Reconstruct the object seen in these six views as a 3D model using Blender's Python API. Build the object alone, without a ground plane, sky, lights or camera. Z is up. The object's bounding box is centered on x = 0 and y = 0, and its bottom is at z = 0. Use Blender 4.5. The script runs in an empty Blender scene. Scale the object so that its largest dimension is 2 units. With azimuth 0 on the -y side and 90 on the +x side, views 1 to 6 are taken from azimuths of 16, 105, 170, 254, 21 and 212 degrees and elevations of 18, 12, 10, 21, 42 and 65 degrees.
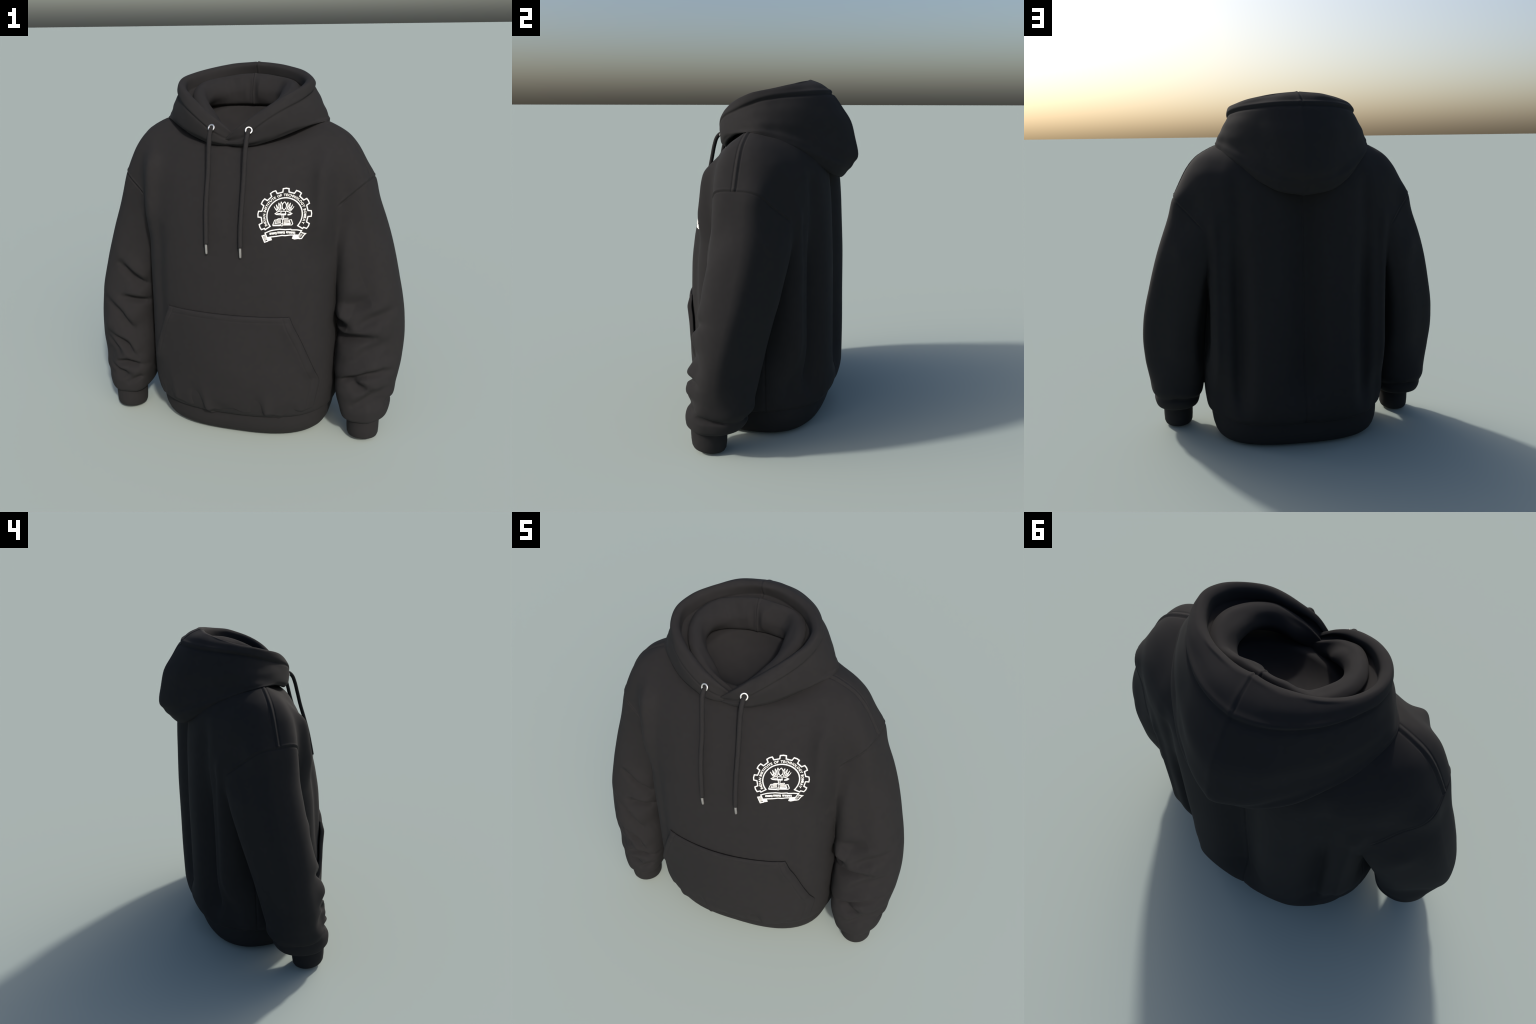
import numpy as np, math

# =====================================================================
#  PROFILES  (metres; x right-left, -y is the front, z up)
# =====================================================================
def pchip(xs, ys):
    """monotone cubic interpolation; ys may have several columns"""
    xs = np.asarray(xs, float); ys = np.asarray(ys, float)
    if ys.ndim == 1: ys = ys[:, None]
    h = np.diff(xs)[:, None]; d = np.diff(ys, axis=0) / h
    m = np.zeros_like(ys); m[0] = d[0]; m[-1] = d[-1]
    if len(xs) > 2:
        w1 = 2*h[1:] + h[:-1]; w2 = h[1:] + 2*h[:-1]
        ok = d[1:]*d[:-1] > 0
        den = w1/np.where(ok, d[:-1], 1) + w2/np.where(ok, d[1:], 1)
        m[1:-1] = np.where(ok, (w1+w2)/np.where(den == 0, 1, den), 0)
    def f(x):
        x = np.clip(np.asarray(x, float), xs[0], xs[-1])
        i = np.clip(np.searchsorted(xs, x) - 1, 0, len(xs)-2)
        H = (xs[i+1]-xs[i])[..., None]; t = ((x-xs[i])[..., None])/H
        a = (1+2*t)*(1-t)**2; b = t*(1-t)**2; c = t*t*(3-2*t); e = t*t*(t-1)
        return a*ys[i] + b*H*m[i] + c*ys[i+1] + e*H*m[i+1]
    return f

def smin(a, b, k):
    h = np.clip(0.5 + 0.5*(b-a)/k, 0, 1)
    return b*(1-h) + a*h - k*h*(1-h)
def smax(a, b, k): return -smin(-a, -b, k)
def sstep(a, b, x):
    t = np.clip((x-a)/(b-a), 0, 1); return t*t*(3-2*t)
def bump(x, w): return np.exp(-(x/w)**2)

# torso: height, half width, front y, back y, squareness
TORSO = np.array([
    (0.13, 0.500, -0.395, 0.350, 2.6),
    (0.16, 0.518, -0.415, 0.374, 2.6),
    (0.20, 0.530, -0.435, 0.398, 2.6),
    (0.28, 0.538, -0.450, 0.414, 2.65),
    (0.45, 0.535, -0.456, 0.415, 2.7),
    (0.75, 0.530, -0.453, 0.410, 2.7),
    (0.95, 0.530, -0.448, 0.407, 2.7),
    (1.10, 0.535, -0.433, 0.402, 2.6),
    (1.20, 0.540, -0.416, 0.398, 2.5),
    (1.30, 0.545, -0.392, 0.393, 2.45),
    (1.40, 0.550, -0.360, 0.385, 2.4),
    (1.48, 0.550, -0.330, 0.372, 2.4),
    (1.55, 0.540, -0.297, 0.350, 2.3),
    (1.62, 0.505, -0.258, 0.310, 2.2),
    (1.68, 0.455, -0.215, 0.265, 2.1),
    (1.72, 0.400, -0.185, 0.240, 2.0),
    (1.80, 0.300, -0.150, 0.230, 2.0)])
torso_at = pchip(TORSO[:, 0], TORSO[:, 1:])

# sleeve (for +x): height, inner x, outer x, front y, back y
SLEEVE = np.array([
    (0.115, 0.605, 0.790, -0.275, -0.075),
    (0.135, 0.590, 0.815, -0.295, -0.030),
    (0.16, 0.575, 0.830, -0.305, 0.016),
    (0.20, 0.563, 0.840, -0.308, 0.042),
    (0.26, 0.545, 0.850, -0.302, 0.060),
    (0.37, 0.534, 0.872, -0.283, 0.083),
    (0.45, 0.530, 0.885, -0.270, 0.096),
    (0.58, 0.535, 0.893, -0.248, 0.124),
    (0.70, 0.528, 0.885, -0.230, 0.152),
    (0.90, 0.505, 0.845, -0.196, 0.198),
    (1.09, 0.460, 0.797, -0.178, 0.232),
    (1.20, 0.420, 0.762, -0.172, 0.238),
    (1.30, 0.380, 0.726, -0.176, 0.236),
    (1.43, 0.330, 0.681, -0.178, 0.220),
    (1.535, 0.300, 0.632, -0.172, 0.185),
    (1.60, 0.300, 0.592, -0.150, 0.150),
    (1.65, 0.300, 0.545, -0.120, 0.110),
    (1.70, 0.300, 0.450, -0.060, 0.040),
    (1.73, 0.300, 0.360, -0.035, 0.000)])
sleeve_at = pchip(SLEEVE[:, 0], SLEEVE[:, 1:])

# plane of the dropped-shoulder seam (for +x side): top, front, back points
_A, _B, _C = np.array((.681, -.033, 1.432)), np.array((.560, -.235, 1.345)), np.array((.585, .235, 1.310))
SEAM_N = np.cross(_B-_A, _C-_A); SEAM_N /= np.linalg.norm(SEAM_N)
if SEAM_N[0] < 0: SEAM_N = -SEAM_N
def seam_g(x, y, z):
    return (np.abs(x)-_A[0])*SEAM_N[0] + (y-_A[1])*SEAM_N[1] + (z-_A[2])*SEAM_N[2]

# cloth folds: (start, end, width, depth); depth > 0 is a crease, < 0 a ridge
# polyline of a crease, width, depth; the cloth bulges just above it
FLAT = np.array((1, .3, 1))      # creases run mostly across the front, so depth counts less
FOLDS = [
    # wearer's left sleeve (+x)
    ([(.50, -.24, .70), (.54, -.22, .68), (.60, -.20, .66)], .020, .040),
    ([(.51, -.22, .61), (.58, -.21, .60), (.66, -.23, .61), (.75, -.25, .62)], .017, .026),
    ([(.64, -.21, .66), (.73, -.22, .72), (.84, -.20, .77)], .020, .012),
    ([(.65, -.24, .50), (.74, -.26, .56), (.83, -.24, .60)], .024, .014),
    ([(.56, -.18, .36), (.62, -.24, .38), (.72, -.28, .42), (.80, -.27, .43), (.86, -.25, .42)], .013, .019),
    ([(.63, -.25, .38), (.68, -.27, .35), (.73, -.28, .34)], .018, .016),
    ([(.66, -.27, .24), (.75, -.29, .31), (.84, -.28, .33)], .016, .012),
    ([(.55, -.15, .74), (.63, -.18, .78), (.72, -.20, .82)], .030, .014),
    ([(.58, -.05, .21), (.63, .01, .22), (.72, .00, .23), (.82, -.10, .23), (.84, -.20, .24), (.83, -.29, .25)], .014, .015),
    # wearer's right sleeve (-x)
    ([(-.71, -.20, .90), (-.64, -.18, .84), (-.57, -.16, .79)], .017, .021),
    ([(-.69, -.22, .71), (-.62, -.20, .70), (-.56, -.18, .69)], .014, .018),
    ([(-.80, -.23, .68), (-.70, -.24, .61), (-.63, -.22, .53)], .017, .017),
    ([(-.78, -.26, .49), (-.67, -.26, .44), (-.61, -.24, .37)], .015, .022),
    ([(-.80, -.26, .46), (-.74, -.28, .41), (-.70, -.28, .38)], .016, .018),
    ([(-.74, -.30, .32), (-.66, -.28, .33), (-.57, -.20, .31)], .013, .018),
    ([(-.79, -.29, .30), (-.71, -.30, .27), (-.66, -.28, .26)], .013, .014),
    ([(-.66, -.28, .21), (-.60, -.22, .24), (-.58, -.16, .23)], .013, .013),
    ([(-.58, -.05, .21), (-.63, .01, .22), (-.72, .00, .23), (-.82, -.10, .23), (-.83, -.20, .22)], .014, .013)]

# soft swellings (> 0) and dents (< 0) of the cloth: centre, radii, height
LUMPS = [((.58, -.18, 1.05), (.05, .09, .16), .034), ((.74, -.10, 1.20), (.05, .08, .12), -.014),
         ((.66, .10, 1.41), (.07, .09, .07), .020), ((-.66, .10, 1.41), (.07, .09, .07), .020),
         ((.68, .20, 1.13), (.06, .08, .08), .018), ((-.68, .20, 1.13), (.06, .08, .08), .018),
         ((-.76, -.26, .56), (.09, .08, .05), .016), ((-.63, -.24, .62), (.06, .08, .05), .018), ((-.66, -.28, .40), (.06, .08, .03), .014),
         ((-.78, -.25, .36), (.06, .08, .05), -.026), ((-.70, -.27, .25), (.10, .08, .02), -.012),
         ((.60, -.22, .73), (.06, .08, .04), .016), ((.64, -.24, .52), (.08, .08, .05), .018), ((.82, -.22, .50), (.06, .08, .08), -.016),
         ((.62, -.25, .30), (.06, .08, .04), .014), ((.78, -.27, .27), (.07, .08, .04), -.020)]

def torso_field(x, y, z):
    p = torso_at(z); a, yf, yb, n = p[..., 0], p[..., 1], p[..., 2], p[..., 3]
    yc, ry = (yf+yb)/2, (yb-yf)/2
    r = ((np.abs(x)/a)**n + (np.abs(y-yc)/ry)**n + 1e-12)**(1/n)
    f = (r-1)*np.minimum(a, ry)
    ax = np.abs(x); back = sstep(.02, .12, y); front = 1-back
    # long soft vertical valleys of the back, belly of the front
    vz = 1-sstep(1.40, 1.62, z); vc = vz*sstep(.22, .48, z); vs = vz*sstep(.14, .36, z)
    f = f + back*(vc*.074*bump(ax, .10) + vs*.055*bump(ax-.35, .047)*(1-sstep(.9, 1.3, z)*.6))
    f = f + back*.032*bump(ax-.44, .06)*bump(z-.30, .15)
    # the side is pressed in behind the arm
    f = f + .032*bump(y-.10, .085)*sstep(.40, .50, ax)*sstep(.42, .62, z)*(1-sstep(.80, 1.05, z))
    f = f - back*.022*bump(ax-.485, .035)*sstep(.3, .6, z)*(1-sstep(1.25, 1.4, z))
    f = f - front*.035*bump(x, .21)*np.where(z < .5, bump(z-.5, .22), bump(z-.5, .32))*sstep(.12, .26, z)
    f = f + front*.013*bump(ax-.39, .04)*sstep(.5, .75, z)*(1-sstep(1.1, 1.25, z))
    f = f - front*.015*bump(ax-.46, .10)*bump(z-1.48, .13)
    # ridge of cloth between the chest and the arm
    f = f - front*.034*bump(ax-.475, .055)*sstep(1.05, 1.3, z)*(1-sstep(1.50, 1.66, z))
    f = smax(f, 0.145-z, 0.04)
    top = np.minimum(1.715 + 0.42*y, 1.768)
    f = smax(f, (z-top)*0.92, 0.02)
    return f

def sleeve_field(x, y, z):
    p = sleeve_at(z); xi, xo, yf, yb = p[..., 0], p[..., 1], p[..., 2], p[..., 3]
    xc, rx, yc, ry = (xi+xo)/2, (xo-xi)/2, (yf+yb)/2, (yb-yf)/2
    # boxy towards the torso, leaning inwards at the back, leaner outside lower down
    lowz = sstep(.26, .52, z); up = sstep(1.35, 1.58, z)
    v = (y-yc)/ry; vb = np.clip(v, 0, 1.5)
    u = (np.abs(x)-xc + .38*ry*lowz*(1-.8*up)*vb**1.5)/rx
    w = np.clip(np.abs(2*u*v)/(u*u+v*v+1e-9), 0, 1)
    back = np.where(u > 0, -.80, -.75)*lowz*(1-.75*up)
    front = np.where(u > 0, -.5+.9*sstep(.55, .95, z)+.6*sstep(1.2, 1.42, z), 1.0)
    n = 2.3 + w*np.where(v > 0, back, front)
    r = (np.abs(u)**n + np.abs(v)**n + 1e-12)**(1/n)
    f = (r-1)*np.minimum(rx, ry)
    f = smax(f, 0.125-z, 0.03)
    return smax(f, (z-1.715)*0.8, 0.02)

def cavity_field(x, y, z):
    """the bowl one looks into through the neck opening"""
    fl = 1.61
    k = sstep(fl-0.02, 1.80, z)
    a = 0.255; ryb = 0.19
    r = np.sqrt((x/a)**2 + ((y+0.07)/np.where(y > -0.07, 0.205, 0.165))**2 + 1e-9)
    f = (r-1)*0.17
    floor = fl + 0.12*np.clip(r, 0, 2)**2
    return smax(f, (floor-z), 0.05)

def seg_dist(P, a, b):
    a = np.asarray(a); b = np.asarray(b); d = b-a
    t = np.clip(((P-a)@d)/(d@d), 0, 1)
    return np.linalg.norm(P-(a+t[:, None]*d), axis=1), t

def body_field(P, detail=True):
    x, y, z = P[:, 0], P[:, 1], P[:, 2]
    ft, fs = torso_field(x, y, z), sleeve_field(x, y, z)
    k = 0.010 + 0.057*sstep(1.0, 1.4, z)
    f = smin(ft, fs, k)
    for (cx, cy, cz), (rx, ry, rz), amp in LUMPS:
        f = f - amp*np.exp(-((x-cx)/rx)**2-((y-cy)/ry)**2-((z-cz)/rz)**2)
    near = np.abs(f) < 0.07
    if detail and near.any():
        Q = P[near]; qx, qy, qz = Q.T; ax = np.abs(qx); d = np.zeros(len(Q))
        g = seam_g(qx, qy, qz)
        m = sstep(.525, .56, ax)*sstep(1.08, 1.15, qz)
        d += m*(0.0045*bump(g-.003, .005) - 0.003*bump(g+.006, .006))
        # shoulder seam cord
        m = sstep(.36, .40, ax)*(g < 0.0)*sstep(1.36, 1.40, qz)
        d += m*(-0.006*bump(qy+.033, .007) + 0.003*bump(np.abs(qy+.033)-.014, .004))
        # centre back seam, between two soft bulges
        m = (qy > .2)*(qz < 1.7)
        d += m*(0.0045*bump(qx, .005) + 0.007*bump(qx, .04))
        # side seam
        m = (ax > .4)*(qz < 1.12)*(ft[near] < fs[near])
        d += m*0.003*bump(qy-.09, .005)
        arm = sstep(-.012, .012, ft[near]-fs[near])
        for pts, w, dep in FOLDS:
            pts = np.array(pts, float)*FLAT; w = 1.4*w
            s = np.all((Q*FLAT > pts.min(0)-4*w) & (Q*FLAT < pts.max(0)+6*w), axis=1)
            if not s.any(): continue
            q = Q[s]*FLAT; d1 = np.full(len(q), 9.); d2 = d1.copy(); T = np.zeros(len(q)); up = np.array((0, 0, 2.1*w))
            n = len(pts)-1
            for i in range(n):
                e, t = seg_dist(q, pts[i], pts[i+1]); m = e < d1
                d1[m] = e[m]; T[m] = (i+t[m])/n
                e, t = seg_dist(q, pts[i]+up, pts[i+1]+up); d2 = np.minimum(d2, e)
            env = np.sin(np.pi*(.10+.80*T))
            d[s] += arm[s]*1.75*dep*env*(np.exp(-(d1/w)**2) - 0.55*np.exp(-(d2/(1.8*w))**2))
        f[near] += d
    c = cavity_field(x, y, z)
    return smax(f, -c, 0.012)

def gradient(P, e=1.5e-3):
    G = np.empty_like(P)
    for i in range(3):
        D = np.zeros(3); D[i] = e
        G[:, i] = (body_field(P+D)-body_field(P-D))/(2*e)
    return G

def surface_nets(field, lo, hi, h):
    ax = [np.arange(lo[i], hi[i]+h, h) for i in range(3)]
    X, Y, Z = np.meshgrid(*ax, indexing='ij'); shp = X.shape
    F = field(np.stack([X.ravel(), Y.ravel(), Z.ravel()], 1)).reshape(shp)
    S = F < 0
    cs = tuple(n-1 for n in shp)
    acc = np.zeros(cs+(3,)); cnt = np.zeros(cs)
    I = np.indices(cs).transpose(1, 2, 3, 0).astype(float)
    for axis in range(3):
        o = [a for a in range(3) if a != axis]
        for da in (0, 1):
            for db in (0, 1):
                off0 = [0, 0, 0]; off0[o[0]] = da; off0[o[1]] = db
                off1 = list(off0); off1[axis] = 1
                s0 = tuple(slice(off0[i], off0[i]+cs[i]) for i in range(3))
                s1 = tuple(slice(off1[i], off1[i]+cs[i]) for i in range(3))
                cr = S[s0] != S[s1]
                t = F[s0][cr]/(F[s0][cr]-F[s1][cr])
                p = np.array(off0, float)[None].repeat(len(t), 0); p[:, axis] += t
                acc[cr] += p; cnt[cr] += 1
    act = cnt > 0
    idx = -np.ones(cs, int); idx[act] = np.arange(act.sum())
    V = (acc[act]/cnt[act][:, None] + I[act])*h + np.array(lo)
    quads = []
    for axis in range(3):
        b, c = (axis+1) % 3, (axis+2) % 3
        s0 = [slice(None)]*3; s1 = [slice(None)]*3
        s0[axis] = slice(0, -1); s1[axis] = slice(1, None)
        for q in (b, c):
            s0[q] = slice(1, -1); s1[q] = slice(1, -1)
        A, Bb = S[tuple(s0)], S[tuple(s1)]
        W = np.argwhere(A != Bb)
        if not len(W): continue
        flip = A[tuple(W.T)]
        base = W.copy(); base[:, b] += 1; base[:, c] += 1
        def at(db, dc):
            k = base.copy(); k[:, b] -= db; k[:, c] -= dc
            return idx[k[:, 0], k[:, 1], k[:, 2]]
        q = np.stack([at(1, 1), at(0, 1), at(0, 0), at(1, 0)], 1)
        q[~flip] = q[~flip][:, ::-1]
        quads.append(q)
    return V, np.concatenate(quads)

def subdivide(V, Q):
    E = np.sort(np.stack([Q, np.roll(Q, -1, 1)], 2).reshape(-1, 2), 1)
    key = E[:, 0].astype(np.int64)*len(V)+E[:, 1]
    u, inv = np.unique(key, return_inverse=True)
    ue = np.stack([u//len(V), u % len(V)], 1)
    mid = V[ue].mean(1); cen = V[Q].mean(1)
    em = (inv.reshape(-1, 4) + len(V)); ce = np.arange(len(Q))+len(V)+len(mid)
    NV = np.concatenate([V, mid, cen])
    out = [np.stack([Q[:, i], em[:, i], ce, em[:, (i-1) % 4]], 1) for i in range(4)]
    return NV, np.concatenate(out)

def newton(P, steps=3, lim=.006):
    for _ in range(steps):
        G = gradient(P); n2 = (G*G).sum(1)+1e-6
        s = (body_field(P)/n2)[:, None]*G
        L = np.linalg.norm(s, axis=1, keepdims=True)
        P = P - s*np.minimum(1, lim/np.maximum(L, 1e-9))
    return P

def build_body(h=0.010):
    V, Q = surface_nets(lambda P: body_field(P, True), (-.95, -.53, .08), (.95, .50, 1.83), h)
    V = newton(V, 2)
    V, Q = subdivide(V, Q)
    V = newton(V, 3)
    N = gradient(V); N /= np.linalg.norm(N, axis=1, keepdims=True)+1e-9
    return V, Q, N

def front_y(x, z):
    """y of the torso's front at (x, z)"""
    x = np.asarray(x, float); z = np.asarray(z, float)
    lo = np.full(x.shape, -.62); hi = np.full(x.shape, -.05)
    for _ in range(30):
        m = (lo+hi)/2
        ins = torso_field(x, m, z) < 0
        hi = np.where(ins, m, hi); lo = np.where(ins, lo, m)
    return (lo+hi)/2

# ---------------------------------------------------------------- hood
HC = np.array((0.0, -0.03))          # axis of the hood's radial sections
def polar(pts):
    p = np.asarray(pts, float); dx, dy = p[:, 0]-HC[0], p[:, 1]-HC[1]
    phi = np.degrees(np.arctan2(dx, dy)); phi = np.where(phi < -90, phi+360, phi)
    o = np.argsort(phi)
    return pchip(phi[o], np.stack([np.hypot(dx, dy), p[:, 2]], 1)[o])

RIM = polar([(0, .215, 1.998), (.13, .20, 1.987), (.24, .145, 1.967), (.31, .07, 1.946), (.343, -.02, 1.926),
             (.330, -.09, 1.902), (.290, -.155, 1.876), (.23, -.21, 1.841), (.16, -.245, 1.797), (.10, -.265, 1.757),
             (.045, -.277, 1.715), (0, -.272, 1.677), (-.04, -.262, 1.640)])
BAND = polar([(0, .345, 1.924), (.134, .310, 1.922), (.25, .225, 1.913), (.33, .11, 1.90), (.362, .03, 1.885), (.362, -.05, 1.858),
              (.325, -.14, 1.824), (.28, -.205, 1.80), (.23, -.25, 1.772), (.17, -.278, 1.732), (.10, -.290, 1.682),
              (.04, -.287, 1.650), (0, -.277, 1.640), (-.04, -.265, 1.632)])
UPPER = polar([(0, .455, 1.765), (.13, .405, 1.775), (.245, .305, 1.79), (.345, .185, 1.80), (.395, .08, 1.805), (.405, 0, 1.797),
               (.38, -.09, 1.780), (.315, -.18, 1.757), (.25, -.24, 1.728), (.17, -.276, 1.692), (.10, -.290, 1.657),
               (.03, -.288, 1.635), (-.04, -.267, 1.630)])
LOWER = polar([(0, .500, 1.565), (.11, .455, 1.585), (.21, .375, 1.625), (.32, .25, 1.680), (.400, .12, 1.722), (.437, .03, 1.735),
               (.41, -.06, 1.732), (.34, -.16, 1.712), (.26, -.227, 1.686), (.18, -.267, 1.660), (.10, -.287, 1.635),
               (.03, -.286, 1.622), (-.04, -.268, 1.627)])
NECK = polar([(0, .405, 1.450), (.13, .395, 1.470), (.228, .345, 1.517), (.321, .255, 1.590), (.385, .15, 1.648), (.418, .05, 1.695),
              (.425, -.03, 1.714), (.378, -.10, 1.705), (.312, -.165, 1.683), (.242, -.212, 1.655), (.174, -.240, 1.632), (.10, -.260, 1.614),
              (.03, -.265, 1.610), (-.04, -.262, 1.618)])
ROLL = polar([(0, .155, 1.940), (.075, .150, 1.935), (.14, .145, 1.925), (.19, .13, 1.917), (.225, .09, 1.910), (.248, .03, 1.898),
              (.250, -.03, 1.880), (.232, -.09, 1.855), (.205, -.14, 1.828), (.165, -.185, 1.797), (.11, -.215, 1.75), (.05, -.230, 1.705),
              (0, -.232, 1.665), (-.03, -.235, 1.64)])
INNER = polar([(0, .112, 1.786), (.09, .107, 1.785), (.16, .084, 1.785), (.205, .036, 1.783), (.215, -.03, 1.765), (.20, -.09, 1.735),
               (.165, -.14, 1.70), (.115, -.175, 1.665), (.05, -.195, 1.63), (0, -.20, 1.60), (-.03, -.21, 1.59)])

def hood_section(phi):
    """profile points (r, z) of the hood at angle phi from the back"""
    R, S, U, L, N, Q, I = (np.array(c(phi)) for c in (RIM, BAND, UPPER, LOWER, NECK, ROLL, INNER))
    side = math.sin(math.radians(min(max(phi, 0), 180)))
    fr = float(sstep(140, 185, phi))
    t = R-S; nrm = np.array((-t[1], t[0])); nrm /= np.linalg.norm(nrm)+1e-9
    if nrm[1] < 0: nrm = -nrm
    RO = (R+S)/2 + nrm*0.012*(1-.6*fr)
    RT = R + np.array((0.014, -0.004))*(1-.5*fr)
    depth = 0.068*(1-.75*fr)
    RI = R + np.array((-0.021, -0.014))*(1-.5*fr)
    E = R + np.array((-0.004-0.026*side*(1-fr), -depth))
    W = np.array(((E[0]+Q[0]+.012)/2, min(E[1], Q[1])-0.012*(1-.7*fr)))
    QO = Q + np.array((0.022+.008*side, -0.016))*(1-.6*fr)
    QI = Q + np.array((-0.018-.022*side, -0.020))*(1-.6*fr)
    M = (QI+I)/2 + np.array((-0.008-.016*float(sstep(4, 18, phi)), 0))*(1-fr)
    I2 = I + np.array((0.018, -0.012)); I3 = I + np.array((0.05, -0.02))
    N0 = N + np.array((-0.035, 0.012))
    bk = 1-float(sstep(60, 120, phi))
    NL = N + (L-N)*0.5 + np.array((0.018, -0.012))*(.12+.88*bk)*(1-.5*fr)*(.35+.65*float(sstep(0, 35, phi)))
    return [N0, N, NL, L, U, S, RO, RT, R, RI, E, W, QO, Q, QI, M, I, I2, I3]

def catmull(P, per):
    P = np.asarray(P); out = []; tag = []
    d = np.maximum(np.linalg.norm(np.diff(P, axis=0), axis=1), 1e-4)**0.5
    for i in range(len(P)-1):
        p1, p2 = P[i], P[i+1]
        p0 = P[i-1] if i else 2*p1-p2
        p3 = P[i+2] if i+2 < len(P) else 2*p2-p1
        d0 = d[i-1] if i else d[i]; d1 = d[i]; d2 = d[i+1] if i+2 < len(P) else d[i]
        m1 = (p2-p1) + d1*((p1-p0)/d0*1.0 - (p2-p0)/(d0+d1))
        m2 = (p2-p1) + d1*((p3-p2)/d2*1.0 - (p3-p1)/(d1+d2))
        for k in range(per):
            t = k/per
            out.append((2*t**3-3*t*t+1)*p1+(t**3-2*t*t+t)*m1+(-2*t**3+3*t*t)*p2+(t**3-t*t)*m2); tag.append(i+t)
    out.append(P[-1]); tag.append(len(P)-1)
    return np.array(out), np.array(tag)

BAND_TAG, EDGE_TAG = 5, 10
def build_hood(per=9, nphi=181):
    rows = []
    ph = np.concatenate([-np.linspace(187, 0, nphi), np.linspace(0, 189, nphi)[1:]])
    for p in ph:
        prof, tag = catmull(hood_section(abs(p)), per)
        # normal in the section
        t = np.gradient(prof, axis=0); n = np.stack([t[:, 1], -t[:, 0]], 1)
        n /= np.linalg.norm(n, axis=1, keepdims=True)+1e-9
        fr = float(sstep(150, 180, abs(p)))
        # band seam groove (with a slight lip) and centre seam groove
        arc = np.concatenate([[0], np.cumsum(np.linalg.norm(np.diff(prof, axis=0), axis=1))])
        s0 = arc[BAND_TAG*per]
        bk = 1-.5*float(sstep(70, 120, abs(p)))
        disp = -0.009*bk*bump(arc-s0, .0065)*(1-.6*fr) + 0.006*bk*bump(arc-s0-.016, .012)*(1-fr)
        s1 = arc[EDGE_TAG*per]
        disp += -0.004*bump(arc-s1, .005)*(1-fr)
        w = abs(p)*math.pi/180*0.3
        disp += (-0.0035*bump(w, .0042) + .0025*bump((p*math.pi/180*.3)-.010, .008))*np.ones_like(arc)
        # soft drape folds on the outside
        o = sstep(1.2, 2.2, tag)*(1-sstep(4.2, 5, tag))
        disp += o*0.0015*(1-fr)*np.sin(tag*7.3 + 1.3*np.sin(math.radians(p)*1.0))*sstep(10, 60, abs(p))*(1-sstep(75, 110, abs(p)))
        disp += o*0.0012*math.sin(p*.19+.4)*np.sin(tag*2.1+p*.03)
        disp += o*0.003*(1-sstep(20, 55, abs(p)))*np.sin(tag*6.5+.6)
        # soft dents on the band and inner roll
        o2 = sstep(5.2, 6, tag)*(1-sstep(7, 8, tag))
        disp += o2*0.004*math.sin(p*.11+1)*math.sin(p*.043)
        o3 = sstep(13.5, 14.5, tag)*(1-sstep(15.2, 16, tag))
        disp += o3*0.008*math.sin(p*.085+.7)*(1-fr)
        prof = prof + n*disp[:, None]
        r = prof[:, 0].copy(); z = prof[:, 1].copy()
        if p < 0:
            r -= 0.016*sstep(150, 178, -p)
        a = math.radians(p)
        rows.append(np.stack([HC[0]+r*math.sin(a), HC[1]+r*math.cos(a), z], 1))
    G = np.array(rows); nu, nv = G.shape[:2]
    i = np.arange(nu-1)[:, None]*nv + np.arange(nv-1)[None]
    i = i.ravel()
    F = np.stack([i, i+nv, i+nv+1, i+1], 1)
    return G.reshape(-1, 3), F, G

# ==== BLENDER ====
import bpy, bmesh
from mathutils import Vector, Matrix, Euler

def principled(name, color, rough=.9, metallic=0., spec=.2, noise=0., scale=40., bump_s=0., sheen=0.):
    m = bpy.data.materials.new(name); m.use_nodes = True
    nt = m.node_tree; b = nt.nodes['Principled BSDF']
    b.inputs['Roughness'].default_value = rough; b.inputs['Metallic'].default_value = metallic
    b.inputs['Specular IOR Level'].default_value = spec
    if sheen: b.inputs['Sheen Weight'].default_value = sheen
    b.inputs['Base Color'].default_value = (*color, 1)
    tc = nt.nodes.new('ShaderNodeTexCoord')
    if noise:
        n = nt.nodes.new('ShaderNodeTexNoise'); n.inputs['Scale'].default_value = scale; n.inputs['Detail'].default_value = 3
        r = nt.nodes.new('ShaderNodeValToRGB')
        r.color_ramp.elements[0].position = .3; r.color_ramp.elements[1].position = .7
        r.color_ramp.elements[0].color = (*[c*(1-noise) for c in color], 1)
        r.color_ramp.elements[1].color = (*[c*(1+noise) for c in color], 1)
        nt.links.new(tc.outputs['Object'], n.inputs['Vector']); nt.links.new(n.outputs['Fac'], r.inputs['Fac'])
        nt.links.new(r.outputs['Color'], b.inputs['Base Color'])
    if bump_s:
        n2 = nt.nodes.new('ShaderNodeTexNoise'); n2.inputs['Scale'].default_value = 420; n2.inputs['Detail'].default_value = 2
        bp = nt.nodes.new('ShaderNodeBump'); bp.inputs['Strength'].default_value = bump_s; bp.inputs['Distance'].default_value = .002
        nt.links.new(tc.outputs['Object'], n2.inputs['Vector']); nt.links.new(n2.outputs['Fac'], bp.inputs['Height'])
        nt.links.new(bp.outputs['Normal'], b.inputs['Normal'])
    return m

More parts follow.
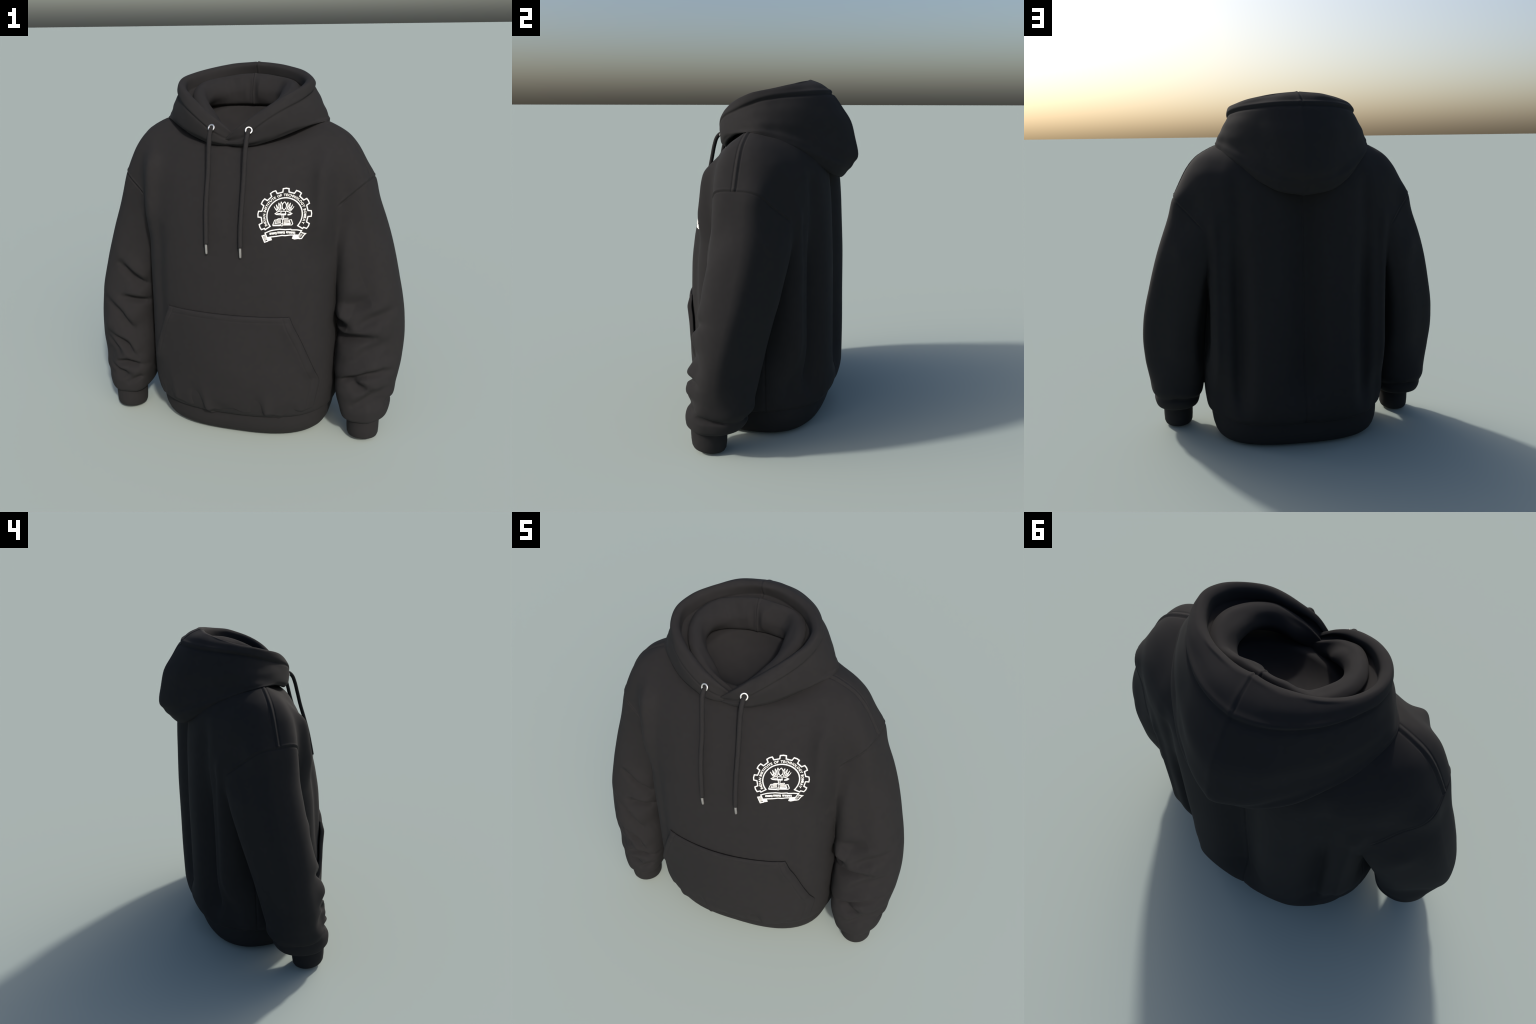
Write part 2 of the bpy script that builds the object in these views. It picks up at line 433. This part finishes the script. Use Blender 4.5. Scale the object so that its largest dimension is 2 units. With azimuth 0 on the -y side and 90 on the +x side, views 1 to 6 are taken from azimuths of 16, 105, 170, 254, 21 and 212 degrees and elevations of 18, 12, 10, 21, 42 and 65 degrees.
CLOTH = principled('charcoal_fleece', (.0156, .0149, .0157), rough=.95, spec=.25, noise=.05, scale=30, bump_s=.08)
RIB = principled('charcoal_rib_knit', (.0156, .0149, .0157), rough=.95, spec=.25, noise=.05, scale=60, bump_s=.12)
CORD = principled('charcoal_cord', (.0156, .0149, .0157), rough=.9, spec=.25, noise=.08, scale=120, bump_s=.15)
METAL = principled('polished_steel', (.82, .80, .77), rough=.32, metallic=.9, spec=.5, noise=.1, scale=60)
TIP = principled('brushed_grey_tip', (.36, .35, .34), rough=.35, metallic=.6, spec=.5, noise=.1, scale=80)
INK = principled('white_print', (.80, .79, .76), rough=.8, spec=.2, noise=.03, scale=90)

root = bpy.data.objects.new('hooded_sweatshirt', None); bpy.context.collection.objects.link(root)
root['label'] = 'oversized charcoal black pullover hoodie with white chest emblem'
root['category'] = 'hoodie'

def mesh_object(name, V, F, mat, parent=root, smooth=True, normals=None):
    me = bpy.data.meshes.new(name)
    me.from_pydata([tuple(v) for v in np.asarray(V).tolist()], [], [tuple(f) for f in (F.tolist() if hasattr(F, 'tolist') else F)])
    me.materials.append(mat); me.validate(); me.update()
    if smooth: me.polygons.foreach_set('use_smooth', [True]*len(me.polygons))
    if normals is not None: me.normals_split_custom_set_from_vertices([tuple(n) for n in normals.tolist()])
    ob = bpy.data.objects.new(name, me); bpy.context.collection.objects.link(ob)
    ob.parent = parent
    return ob

# ---------------------------------------------------------------- body
BV, BQ, BN = build_body()
def split(name, mask, mat):
    q = BQ[mask]; u, inv = np.unique(q, return_inverse=True)
    return mesh_object(name, BV[u], inv.reshape(-1, 4), mat, normals=BN[u])
fc = BV[BQ].mean(1)
g = seam_g(fc[:, 0], fc[:, 1], fc[:, 2])
ts, ss = torso_field(*fc.T), sleeve_field(*fc.T)
on_sleeve = (g > 0.003) & ((ss < ts) | (fc[:, 2] > 1.15)) & (np.abs(fc[:, 0]) > .45)
torso = split('torso', ~on_sleeve, CLOTH)
sleeves = {}
for s in (1, -1):
    sleeves[s] = split('sleeve', on_sleeve & (fc[:, 0]*s > 0), CLOTH)

# ---------------------------------------------------------------- hood
HV, HF, HG = build_hood()
hood = mesh_object('hood', HV, HF, CLOTH)

# ---------------------------------------------------------------- ribbed bands
def ring_loft(name, levels, center_of, nseg, mat, parent, n=2.0, rib=0., nrib=0):
    """levels: (z, rx, ry_front, ry_back, inset) closed bands, rounded below, folded up inside"""
    V = []; th = np.linspace(0, 2*np.pi, nseg, endpoint=False)
    for lv in levels:
        z, rx, yf, yb = lv[:4]
        cx, tilt = center_of(z)
        yc, ry = (yf+yb)/2, (yb-yf)/2
        c, s = np.cos(th), np.sin(th)
        k = (np.abs(c)**n+np.abs(s)**n)**(-1/n)
        rr = 1 + rib*np.sin(th*nrib)
        V.append(np.stack([cx+rx*c*k*rr, yc+ry*s*k*rr, z+tilt*s*ry+0*c], 1))
    m = len(levels); V = np.concatenate(V)
    i = np.arange(nseg); F = []
    for j in range(m-1):
        F.append(np.stack([j*nseg+i, j*nseg+(i+1) % nseg, (j+1)*nseg+(i+1) % nseg, (j+1)*nseg+i], 1))
    F = np.concatenate(F)[:, ::-1]
    return mesh_object(name, V, F, mat, parent)

hem_levels = [(.22, .470, -.36, .32), (.185, .496, -.390, .348), (.15, .499, -.392, .350), (.11, .498, -.390, .348), (.08, .493, -.383, .343),
              (.05, .484, -.369, .333), (.028, .472, -.353, .320), (.014, .458, -.337, .305), (.009, .443, -.320, .288), (.014, .43, -.31, .28), (.15, .44, -.33, .30)]
hem = ring_loft('hem_band', hem_levels, lambda z: (0, 0), 360, RIB, root, n=2.7)
for s in (1, -1):
    cuff_levels = [(.18, .075, -.262, -.092), (.13, .088, -.280, -.076), (.10, .089, -.281, -.078), (.06, .088, -.279, -.080), (.030, .086, -.275, -.084),
                   (.017, .081, -.268, -.091), (.012, .073, -.258, -.10), (.016, .066, -.25, -.108), (.12, .066, -.25, -.108)]
    ring_loft('cuff', cuff_levels, lambda z, s=s: (s*(.699), -.10), 96, RIB, sleeves[s], n=2.0)

# ---------------------------------------------------------------- pocket
def pocket_half_width(z):
    return pchip([.15, .20, .30, .37, .41, .548, .668, .74, .765], [.425, .440, .462, .472, .462, .418, .372, .342, .333])(z)[..., 0]
def build_pocket():
    nz, nx = 150, 220
    v = np.linspace(0, 1, nz); u = np.linspace(-1, 1, nx)
    W, U = np.meshgrid(v, u, indexing='ij')
    # scalloped lower edge where the cloth gathers on the band
    x0 = pocket_half_width(np.array([.18]))[0]*U
    low = .158 + .016*np.sin(x0*26+.8)*np.cos(x0*9) + .006*np.sin(x0*61)
    top = .768 + .008*np.cos(U*math.pi/2)
    Z = low + (top-low)*W
    X = pocket_half_width(Z)*U
    Y = front_y(X, np.clip(Z, .165, 1))
    edge_x = (1-np.abs(U))*pocket_half_width(Z); edge_z = top-Z; edge_b = Z-low
    opening = sstep(.38, .46, Z)*(1-sstep(.69, .765, Z))
    lift = .008 + .006*sstep(.50, .70, Z) + .024*opening*bump(edge_x, .055) + (.001+.006*bump(X, .15))*bump(edge_z, .05)
    soft = np.minimum(sstep(-.004, .010, edge_x), sstep(-.004, .010, edge_z))
    lift = lift*(0.45+.55*soft) - .0022*bump(edge_x-.034, .004) - .0018*bump(edge_z-.028, .004)
    # puckers rising from the gathered edge
    for px, pz, lean, dep in ((-.36, .12, .10, .022), (-.165, .11, .15, .042), (-.02, .06, .2, .012), (.165, .10, .05, .040), (.33, .08, -.2, .018)):
        dx = X-(px-lean*(Z-.17))
        lift = lift - dep*bump(dx, .026+.12*np.clip(Z-.17, 0, 1))*bump(Z-.16, pz) + .5*dep*bump(dx-.05, .03)*bump(Z-.17, pz)
    lift = lift - .030*(1-sstep(0, .05, edge_b))
    G = np.stack([X, Y-lift, Z], 2)
    B = np.stack([X, Y-lift+.007, Z], 2)
    V = np.concatenate([G.reshape(-1, 3), B.reshape(-1, 3)])
    i = (np.arange(nz-1)[:, None]*nx+np.arange(nx-1)[None]).ravel()
    o = nz*nx
    F = [np.stack([i, i+1, i+nx+1, i+nx], 1), np.stack([i, i+nx, i+nx+1, i+1], 1)+o]
    def strip(a): F.append(np.stack([a[:-1], a[:-1]+o, a[1:]+o, a[1:]], 1))
    strip(np.arange(nx)); strip(((nz-1)*nx+np.arange(nx))[::-1]); strip((np.arange(nz)*nx)[::-1]); strip(np.arange(nz)*nx+nx-1)
    return V, np.concatenate(F)
PV, PF = build_pocket()
pocket = mesh_object('pocket', PV, PF, CLOTH)

# ---------------------------------------------------------------- drawstrings, eyelets
def tube(name, pts, rad, mat, parent, sub=8, seg=14, radii=None):
    P, _ = catmull(np.array(pts, float), sub)
    n = len(P); T = np.gradient(P, axis=0); T /= np.linalg.norm(T, axis=1, keepdims=True)
    ref = np.array((1., 0, 0)); V = []
    th = np.linspace(0, 2*np.pi, seg, endpoint=False)
    for k in range(n):
        a = np.cross(T[k], ref); a /= np.linalg.norm(a); b = np.cross(T[k], a)
        rr = rad if radii is None else rad*np.interp(k/(n-1), *radii)
        V.append(P[k]+rr*(np.cos(th)[:, None]*a+np.sin(th)[:, None]*b))
    V = np.concatenate(V+[P[:1], P[-1:]]); i = np.arange(seg); F = []
    for k in range(n-1):
        F += np.stack([k*seg+i, k*seg+(i+1) % seg, (k+1)*seg+(i+1) % seg, (k+1)*seg+i], 1).tolist()
    F += [(int(n*seg), int((j+1) % seg), int(j)) for j in range(seg)]
    F += [(int(n*seg+1), int((n-1)*seg+j), int((n-1)*seg+(j+1) % seg)) for j in range(seg)]
    return mesh_object(name, V, F, mat, parent)

def torus(name, R, r, mat, parent, seg=40, ring=14):
    V = []; F = []
    for i in range(seg):
        a = 2*math.pi*i/seg
        for j in range(ring):
            b = 2*math.pi*j/ring
            V.append(((R+r*math.cos(b))*math.cos(a), (R+r*math.cos(b))*math.sin(a), r*.7*math.sin(b)))
            F.append((i*ring+j, ((i+1) % seg)*ring+j, ((i+1) % seg)*ring+(j+1) % ring, i*ring+(j+1) % ring))
    return mesh_object(name, V, F, mat, parent)

def fy(x, z): return float(front_y(np.array([x]), np.array([z]))[0])
HANG = [(-.268, 1.697), (-.300, 1.694), (-.322, 1.672), (-.338, 1.63), (-.352, 1.57), (-.372, 1.48), (-.396, 1.39), (-.418, 1.30), (-.436, 1.21), (-.449, 1.135)]
SWAY = {1: (.096, .096, .095, .093, .091, .090, .089, .087, .086, .088), -1: (-.098, -.098, -.099, -.098, -.097, -.096, -.098, -.098, -.094, -.092)}
STRINGS = {s: [(x, y, z+(.005 if s < 0 else -.002)) for x, (y, z) in zip(SWAY[s], HANG)] for s in (1, -1)}
for s in (1, -1):
    pts = [(x, min(y, fy(x, z)-.014) if z < 1.5 else y, z) for x, y, z in STRINGS[s]]
    cord = tube('drawstring', pts, .0115, CORD, root)
    ex, ey, ez = pts[-1]
    tube('aglet', [(ex, ey, ez+.012), (ex, ey-.001, ez-.004), (ex, fy(ex, ez-.03)-.016, ez-.052)], .0065, TIP, cord, radii=([0, .9, 1], [1, 1, .8]))
    e = torus('eyelet', .0155, .0043, METAL, root)
    c = Vector((pts[0][0], -.2935, pts[0][2]))
    nrm = Vector((s*.25, -.86, .42)).normalized()
    e.location = c + nrm*.004; e.rotation_euler = nrm.to_track_quat('Z', 'Y').to_euler()

# ---------------------------------------------------------------- chest emblem (raised white print)
def chest_y(x, z):
    x = np.asarray(x, float).ravel(); z = np.asarray(z, float).ravel()
    lo = np.full(x.shape, -.60); hi = np.full(x.shape, -.12)
    for _ in range(26):
        m = (lo+hi)/2; ins = body_field(np.stack([x, m, z], 1), False) < 0
        hi = np.where(ins, m, hi); lo = np.where(ins, lo, m)
    return (lo+hi)/2

def on_chest(P2, lift):
    P2 = np.asarray(P2, float)
    return np.stack([P2[:, 0], chest_y(P2[:, 0], P2[:, 1])-lift, P2[:, 1]], 1)

class Print:
    """collects flat shapes drawn in (x, z) and lays them on the chest with a little body"""
    def __init__(self): self.V = []; self.F = []
    def polygon(self, pts, tris=None):
        o = len(self.V); n = len(pts); self.V += [tuple(p) for p in pts]
        if tris is None: self.F.append(tuple(range(o, o+n)))
        else: self.F += [tuple(o+i for i in t) for t in tris]
    def stroke(self, pts, w, closed=False, step=.006):
        P = np.array(pts, float); Q = []
        idx = range(len(P) if closed else len(P)-1)
        for i in idx:
            a, b = P[i], P[(i+1) % len(P)]; m = max(1, int(np.linalg.norm(b-a)/step))
            Q += [a+(b-a)*k/m for k in range(m)]
        if not closed: Q.append(P[-1])
        Q = np.array(Q); n = len(Q)
        prv, nxt = np.roll(Q, 1, 0), np.roll(Q, -1, 0)
        if not closed: prv[0] = Q[0]; nxt[-1] = Q[-1]
        t1 = Q-prv; t2 = nxt-Q
        if not closed: t1[0] = t2[0]; t2[-1] = t1[-1]
        t1 /= np.linalg.norm(t1, axis=1, keepdims=True)+1e-12; t2 /= np.linalg.norm(t2, axis=1, keepdims=True)+1e-12
        n1 = np.stack([-t1[:, 1], t1[:, 0]], 1); n2 = np.stack([-t2[:, 1], t2[:, 0]], 1)
        mm = n1+n2; mm /= np.linalg.norm(mm, axis=1, keepdims=True)+1e-12
        sc = 1/np.clip((mm*n1).sum(1), .55, 1)
        L = Q+mm*(w/2*sc)[:, None]; R = Q-mm*(w/2*sc)[:, None]
        o = len(self.V); self.V += [tuple(p) for p in L]+[tuple(p) for p in R]
        for i in range(n if closed else n-1):
            j = (i+1) % n; self.F.append((o+i, o+n+i, o+n+j, o+j))
    def build(self, name, parent, lift=.0016):
        V = on_chest(self.V, lift); n = len(V)
        back = V.copy(); back[:, 1] += lift+.0015
        F = []; edges = {}
        for f in self.F:
            a = np.array([self.V[i] for i in f]); area = sum(a[i-1][0]*a[i][1]-a[i][0]*a[i-1][1] for i in range(len(a)))
            f = f if area > 0 else f[::-1]
            F.append(tuple(f))
            for i in range(len(f)): edges[(f[i-1], f[i])] = 1
        for (a, b) in list(edges):
            if (b, a) not in edges: F.append((b, a, a+n, b+n))
        return mesh_object(name, np.concatenate([V, back]), F, INK, parent, smooth=False)

def px(*pts):      # drawing units of the emblem sketch -> metres on the chest
    return [(2.112e-4*a+1.24e-5*b+.11896, -5.4e-6*a-2.156e-4*b+1.46441) for a, b in pts]
GC = np.array((.2925, 1.2915)); LW = .0052
def at(r, deg): return (GC[0]+r*math.cos(math.radians(deg)), GC[1]+r*math.sin(math.radians(deg)))

emblem = bpy.data.objects.new('chest_emblem', None); bpy.context.collection.objects.link(emblem); emblem.parent = root

# cog wheel, open at the bottom
p = Print(); A0, A1 = 219.0, -39.0
outline = [at(.0835, A0), at(.1120, A0-1)]
for k in range(9):
    c = 90+29.2*(4-k)
    if k == 0: pass
    outline += [at(.1115, c+7.6), at(.1270, c+6.2), at(.1285, c), at(.1270, c-6.2), at(.1115, c-7.6)]
    if k < 8: outline += [at(.1105, c-14.6)]
outline += [at(.1120, A1+1), at(.0835, A1)]
outline += [at(.0835, A1+(A0-A1)*i/48) for i in range(1, 48)]
p.stroke(outline, LW, closed=True)
p.build('emblem_cog', emblem)

# lettering round the wheel
def glyph(ch, cache={}):
    if ch not in cache:
        cu = bpy.data.curves.new('glyph', 'FONT'); cu.body = ch; cu.size = 1; cu.resolution_u = 2; cu.offset = .018
        ob = bpy.data.objects.new('glyph', cu); bpy.context.collection.objects.link(ob)
        dg = bpy.context.evaluated_depsgraph_get(); me = ob.evaluated_get(dg).to_mesh()
        V = np.array([v.co[:2] for v in me.vertices]).reshape(-1, 2); F = [tuple(f.vertices) for f in me.polygons]
        ob.evaluated_get(dg).to_mesh_clear()
        bpy.data.objects.remove(ob); bpy.data.curves.remove(cu); cache[ch] = (V, F)
    return cache[ch]
p = Print(); WORDS = 'INDIAN INSTITUTE OF TECHNOLOGY BOMBAY'; H = .0165; RT = .0915
adv = []
for ch in WORDS:
    if ch == ' ': adv.append(.42)
    else:
        V, F = glyph(ch); adv.append(V[:, 0].max()-V[:, 0].min()+.11)
span = 212+28; tot = sum(adv); ang = 212.0; deg_per = span/tot
for ch, w in zip(WORDS, adv):
    if ch != ' ':
        V, F = glyph(ch); x0 = V[:, 0].min()
        wide = deg_per*math.pi/180*RT           # metres per font unit along the arc
        pts = []
        for vx, vy in V:
            d = ang-deg_per*(vx-x0+.05); pts.append(at(RT+vy*H, d))
        p.polygon(pts, F)
    ang -= deg_per*w
lettering = p.build('emblem_lettering', emblem); lettering['kind'] = 'stuff'

# lotus
p = Print(); lw = .0032
def arc(a, b, bulge, n=8):
    a, b = np.array(a, float), np.array(b, float); d = b-a; nr = np.array((-d[1], d[0]))
    return [tuple(a+d*t+nr*bulge*4*t*(1-t)) for t in np.linspace(0, 1, n)]
base, tip = (765, 668), (782, 482)
p.stroke(px(*arc(base, tip, .26)), lw); p.stroke(px(*arc(base, tip, -.26)), lw)
for bl, tl in (((700, 672), (703, 484)), ((672, 676), (648, 508)), ((644, 684), (592, 548)), ((618, 694), (546, 592)),
               ((828, 672), (856, 492)), ((856, 676), (912, 508)), ((880, 684), (958, 546)), ((902, 694), (990, 584))):
    sx = -1 if tl[0] < 770 else 1
    p.stroke(px(*arc(bl, tl, .05*sx)), lw*.9)
    p.stroke(px(tl, (tl[0]-sx*26, tl[1]+46), (bl[0]-sx*20, bl[1]-30)), lw*.8)
p.stroke(px((690, 690), (640, 700), (600, 724), (565, 750), (600, 768), (680, 772)), lw)
p.stroke(px((815, 690), (860, 700), (905, 722), (946, 744), (910, 770), (850, 776)), lw)
p.stroke(px((600, 752), (680, 744)), lw*1.2); p.stroke(px((850, 764), (920, 750)), lw*1.2)
p.stroke(px((705, 692), (800, 692)), lw); p.stroke(px((705, 692), (690, 768)), lw); p.stroke(px((800, 692), (806, 762)), lw)
p.polygon(px((684, 746), (820, 742), (812, 778), (690, 780)))
p.stroke(px((722, 778), (728, 862)), lw); p.stroke(px((764, 778), (758, 862)), lw)
p.build('emblem_lotus', emblem)

# open book with a small ring
p = Print(); lw = .0028
p.stroke(px((590, 890), (640, 860), (705, 858), (738, 880), (738, 965)), lw)
p.stroke(px((745, 880), (775, 858), (850, 845), (862, 862)), lw)
p.stroke(px((560, 890), (512, 1005), (690, 998)), lw*1.2); p.stroke(px((512, 1022), (690, 1016)), lw)
p.stroke(px((560, 890), (590, 888)), lw); p.stroke(px((592, 895), (565, 968), (700, 950)), lw)
p.stroke(px((930, 875), (962, 975), (940, 1000), (755, 1000)), lw*1.2); p.stroke(px((890, 890), (930, 878)), lw)
p.stroke(px((876, 880), (906, 965), (760, 955)), lw*1.4); p.stroke(px((905, 985), (760, 978)), lw)
for k in range(4):
    p.stroke(px((612-6*k, 885+18*k), (700, 872+20*k)), lw*.62); p.stroke(px((765, 874+20*k), (858+8*k, 872+20*k)), lw*.62)
ring = [(720+24*math.cos(t), 995+26*math.sin(t)) for t in np.linspace(0, 2*math.pi, 16, endpoint=False)]
p.stroke(px(*ring), lw*1.1, closed=True)
p.build('emblem_book', emblem)

# ribbon banner with folded tails and a line of headline script
p = Print()
topl = [(335, 1190), (410, 1155), (480, 1128), (580, 1108), (670, 1096), (790, 1104), (915, 1098), (935, 1112), (1050, 1116), (1150, 1140)]
botl = [(1085, 1242), (990, 1232), (900, 1228), (800, 1240), (720, 1235), (600, 1256), (480, 1272), (380, 1295)]
p.stroke(px(*(topl+botl)), .0050, closed=True)
p.polygon(px((380, 1295), (470, 1278), (492, 1345), (400, 1372), (372, 1330)))
p.polygon(px((965, 1240), (1080, 1245), (1092, 1330), (990, 1334), (940, 1310)))
p.stroke(px((335, 1235), (265, 1258), (322, 1398), (400, 1370)), .0050)
p.stroke(px((1145, 1180), (1190, 1205), (1236, 1214), (1195, 1250), (1142, 1328), (1085, 1326)), .0050)
for k in range(4):
    p.stroke(px((296+16*k, 1262-4*k), (336+12*k, 1368-9*k)), .0012); p.stroke(px((1104+18*k, 1240-10*k), (1100+18*k, 1312-19*k)), .0012)
p.build('emblem_banner', emblem)
p = Print(); lw = .0030
for x0, x1, y0, y1 in ((440, 600, 1188, 1166), (618, 782, 1156, 1150), (815, 1010, 1146, 1166)):
    f = lambda t, dy=0: (x0+(x1-x0)*t, y0+(y1-y0)*t+dy)
    p.stroke(px(f(0), f(1)), lw)
    for t, k in ((.14, 1), (.38, 0), (.60, 1), (.82, 0), (.97, 2)):
        p.stroke(px(f(t), f(t, 40)), lw)
        if k == 1: p.stroke(px(f(t, 20), f(t-.10, 12), f(t-.12, 28), f(t-.02, 32)), lw*.9)
        if k == 0: p.stroke(px(f(t, 24), f(t-.11, 20), f(t-.10, 34)), lw*.9)
        if k == 2: p.stroke(px(f(t, 40), f(t-.08, 48)), lw*.9)
script = p.build('emblem_script', emblem); script['kind'] = 'stuff'
